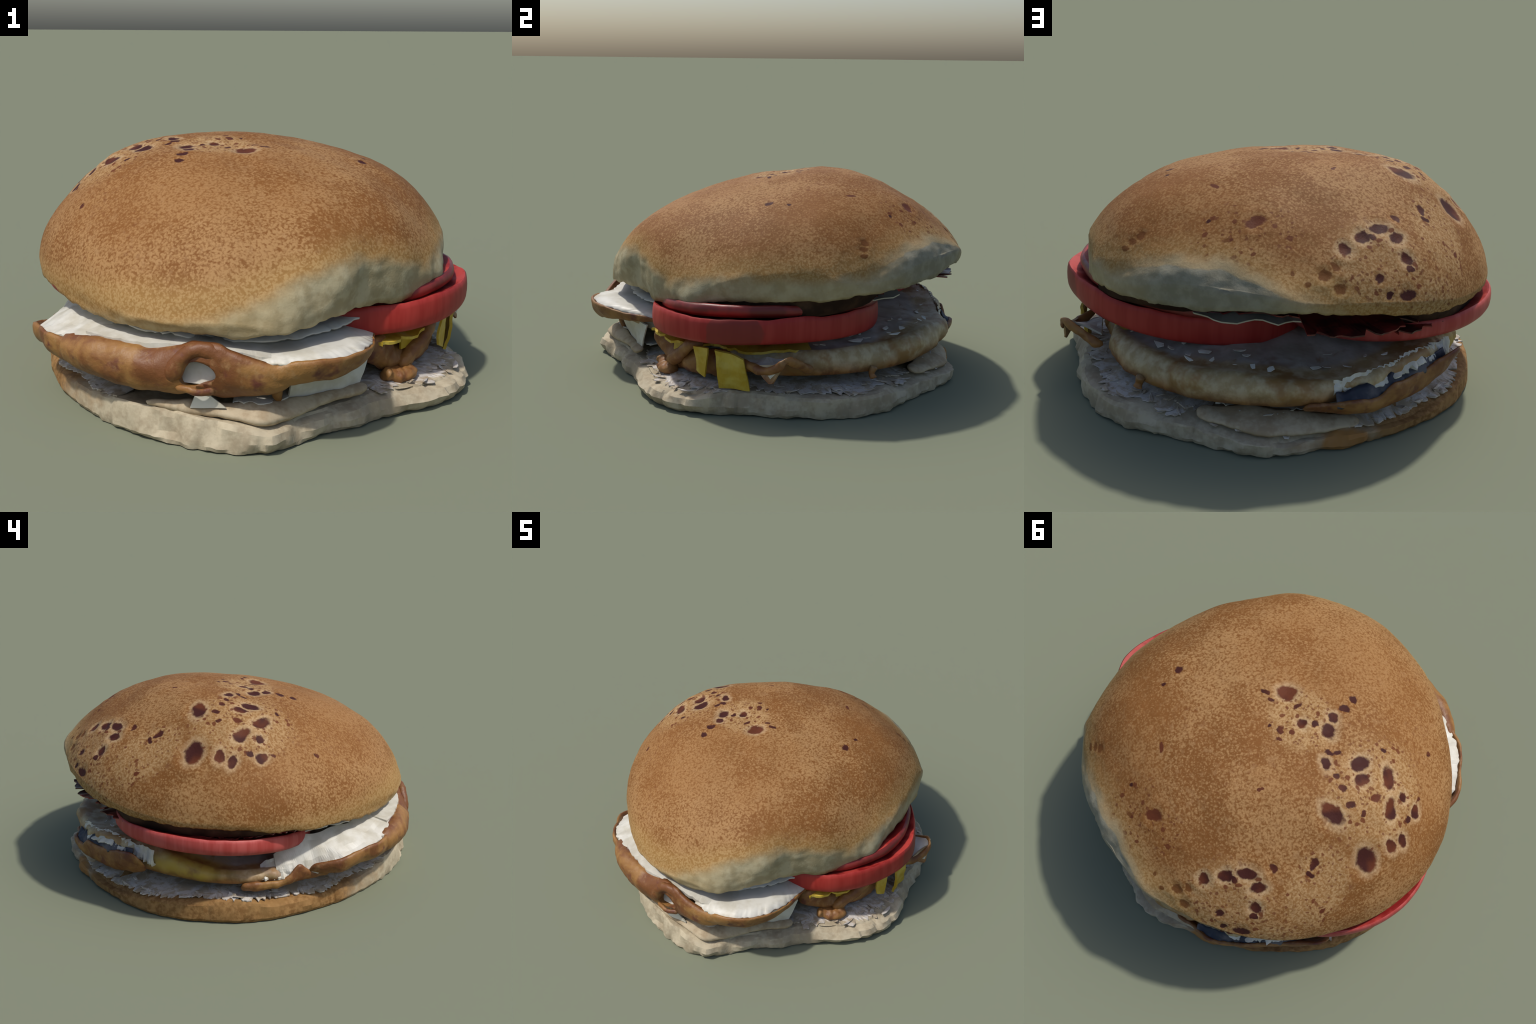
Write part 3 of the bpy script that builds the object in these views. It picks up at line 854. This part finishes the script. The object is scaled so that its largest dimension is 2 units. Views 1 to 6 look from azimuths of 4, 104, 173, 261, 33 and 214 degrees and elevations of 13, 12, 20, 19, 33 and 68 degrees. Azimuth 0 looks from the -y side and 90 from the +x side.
panel("egg_white", SKIN, fried_egg, [(.22, -.84, .285), (.52, -.56, .285), (.475, -.615, .130), (.20, -.79, .150)], seed=1.)
panel("egg_white", SKIN, fried_egg, [(-.128, -.905, .225), (-.115, -.903, .225), (-.022, -.915, .155), (-.158, -.905, .148)], seed=2., amp=.004)
panel("egg_white", SKIN, fried_egg, [(-.21, -.85, .36), (-.03, -.86, .36), (-.05, -.905, .235), (-.20, -.90, .245)], seed=3., amp=.012)

# frill of egg sticking out on the right, brown at its edge
panel("egg_frill", SKIN, fried_egg, [(.80, .05, .235), (.80, .31, .25), (.968, .278, .305), (.968, .205, .20)], seed=4., amp=.02, thick=.012)
tube("bacon", BACON, burger, [(.79, .36, .215, .03, .03), (.86, .335, .245, .02, .024), (.925, .305, .280, .016, .022), (.965, .275, .300, .012, .018), (.975, .240, .27, .012, .02), (.94, .17, .235, .02, .02), (.88, .08, .235, .02, .022), (.84, .02, .245, .014, .02)], 60, 12, .008, 16, 12.)
panel("egg_frill", EGG_MAT, fried_egg, [(.90, .11, .245), (.965, .27, .285), (.972, .215, .190), (.965, .20, .185)], seed=5., amp=.01, thick=.01)

# ------------------------------------------------------------------ cheese
CHEESE = mottled("melted_cheese", (.46, .30, .018), (.56, .42, .07), 8, .45, .4, .15)
cheese = sheet("cheese_slice", CHEESE, burger, -42, 26, lambda d: (.35, .325), lambda d: (.80 + .02 * math.sin(d * .2), .285), n=70, rows=5, jag_out=.03, wave=.012, seed=41, thick=.012)
panel("cheese_drip", CHEESE, cheese, [(.915, -.075, .315), (.900, .06, .275), (.870, .085, .118), (.880, -.065, .118)], seed=6., amp=.02, thick=.014)
panel("cheese_drip", CHEESE, cheese, [(.84, -.20, .30), (.875, -.12, .305), (.86, -.14, .155), (.83, -.185, .18)], seed=7., amp=.01, thick=.01)
panel("cheese_drip", CHEESE, cheese, [(.66, -.36, .28), (.76, -.26, .285), (.76, -.27, .225), (.66, -.365, .215)], seed=8., amp=.012, thick=.01)

# ------------------------------------------------------------------ tomato
N = Nodes("tomato", .5, .3)
x, y, z = N.xyz()
streak = N.noise(26, 3, .6, vec=N.vmath("MULTIPLY", N.co, (1., 1., .06)))
col = N.mix(N.step(streak, .35, .66), (.315, .021, .016), (.375, .036, .028))
wv = N.vmath("ADD", N.co, N.vmath("SCALE", N.vmath("SUBTRACT", N.noise(9, 3, colour=True), (.5, .5, .5)), scale=.09))
dark_patch = N.step(N.ball((.96, .03, .39), (.12, .135, .12), wv), 1.05, .95)
col = N.mix(N.math("MULTIPLY", dark_patch, .85), col, (.20, .028, .020))
N.bump(N.noise(16, 3), .15, .01)
TOMATO = N.done(col)
N = Nodes("pale_tomato", .5, .3)
streak = N.noise(26, 3, .6, vec=N.vmath("MULTIPLY", N.co, (1., 1., .06)))
PALE_TOMATO = N.done(N.mix(N.step(streak, .35, .66), (.37, .048, .040), (.45, .085, .074)))
N = Nodes("tomato_flesh", .55, .3)
TOMATO_TOP = N.done(N.mix(N.step(N.noise(9, 4, .6), .40, .62), (.22, .010, .009), (.40, .045, .036)))
N.bump(N.noise(12, 3), .3, .01)

def tomato(name, c, rx, ry, rot, base, tilt, h, mat, top, seed, bulge=.006, lip=.012, parent=burger, n=220, wob=.012, swell=None):
    t = np.arange(n) / n * TAU
    g = 1 + np.array([wob * fbm((math.cos(a), math.sin(a), seed), 1.5, 3, seed) for a in t])
    hh = h * (1 + np.array([.07 * fbm((math.cos(a) * 2, math.sin(a) * 2, seed), 1.6, 3, seed + 5) for a in t]))

    def ring_at(k, off, z0, zt):
        X, Y = (rx + off) * k * g * np.cos(t), (ry + off) * k * g * np.sin(t)
        x_, y_ = c[0] + X * math.cos(rot) - Y * math.sin(rot), c[1] + X * math.sin(rot) + Y * math.cos(rot)
        if swell:      # a darker stretch of the wall standing out
            k_ = swell[3] * np.exp(-((x_ - swell[0]) ** 2 + (y_ - swell[1]) ** 2) / swell[2] ** 2)
            x_, y_ = x_ + k_ * (x_ - c[0]), y_ + k_ * (y_ - c[1])
        return np.stack([x_, y_, base + tilt[0] * x_ + tilt[1] * y_ + z0 + zt * hh], -1)
    side = [ring_at(.05, 0, 0, .0), ring_at(.9, 0, 0, .0), ring_at(1, -.006, .0, 0.), ring_at(1, 0, .006, .05)]
    side += [ring_at(1, bulge * math.sin(q * math.pi), 0, q) for q in (.2, .4, .6, .8)]
    side += [ring_at(1, 0, 0, .95), ring_at(1, -lip * .5, 0, 1.0)]
    V, F = grid(np.array(side), cap_start=True)
    ob = make(name, V, F, mat, parent)
    flesh = [ring_at(1, -lip * .5, 0, 1.0), ring_at(1, -lip * 1.6, 0, .97), ring_at(1, -lip * 3, -.006, .92), ring_at(.8, 0, -.008, .92), ring_at(.4, 0, -.006, .92), ring_at(.04, 0, -.006, .92)]
    flesh = np.array(flesh)
    for i in range(2, 6):
        for j in range(n):
            flesh[i, j, 2] += .003 * fbm(flesh[i, j], 12, 3, seed)
    V, F = grid(flesh, cap_end=True)
    make("tomato_flesh", V, F, top, ob)
    return ob


tomato("tomato_slice", (-.501, .218), .479, .510, -.41, .297, (-.079, .070), .080, PALE_TOMATO, TOMATO_TOP, 2.)
right_slice = tomato("tomato_slice", (.395, .042), .590, .511, -.84, .286, (.071, .015), .121, TOMATO, TOMATO_TOP, 5., swell=(.94, -.01, .15, .04))
N = Nodes("tomato_skin", .4, .4)
N.bump(N.noise(14, 3), .2, .01)
SKIN_RED = N.done(N.mix(N.step(N.noise(7, 3, .6), .42, .62), (.14, .018, .014), (.23, .027, .022)))
tomato("tomato_slice", (.372, .055), .560, .490, -.84, .370, (.108, .030), .060, SKIN_RED, TOMATO_TOP, 9., lip=.02, bulge=.010, wob=.02)

# torn sheets of sauce-soaked skin pressed between tomato, bun and egg
DARKRED = mottled("soaked_skin", (.06, .012, .010), (.22, .022, .016), 9, .35, .5)
PALE = mottled("pale_skin", (.40, .37, .27), (.52, .49, .40), 7, .5, .4)
sheet("soaked_skin", DARKRED, burger, 20, 118, lambda d: (.40, .475), lambda d: (np.interp(d, [20, 40, 60, 80, 100, 118], [.70, .70, .70, .66, .72, .80]), .485), n=90, rows=5, jag_out=.07, wave=.012, seed=51)
sheet("pale_skin", PALE, burger, 46, 112, lambda d: (.45, .47), lambda d: (np.interp(d, [46, 65, 90, 112], [.70, .74, .72, .80]), .468), n=26, rows=4, jag_out=.09, wave=.008, seed=53)
sheet("soaked_skin", DARKRED, burger, 118, 205, lambda d: (.5, .45), lambda d: (np.interp(d, [118, 140, 180, 205], [.93, .96, .94, .86]), .462), n=120, rows=5, jag_out=.06, wave=.010, seed=55)
sheet("soaked_skin", DARKRED, burger, 92, 122, lambda d: (.6, .51), lambda d: (np.interp(d, [92, 100, 114, 122], [.95, .96, .99, .97]), .515), n=30, rows=4, jag_out=.10, wave=.012, seed=57)
sheet("sauce_sheet", SKIN, burger, 192, 314, lambda d: (.45, .425),
      lambda d: (np.interp(d, [192, 205, 215, 225, 238, 250, 262, 270, 280, 290, 300, 310, 322], [.79, .81, .83, .835, .84, .845, .84, .83, .815, .785, .745, .715, .69]),
                 np.interp(d, [192, 205, 225, 250, 270, 290, 310, 322], [.405, .418, .418, .405, .385, .378, .392, .405])),
      n=150, rows=6, jag_out=.025, wave=.010, seed=59, thick=.007, smooth=True, wave_scale=6)
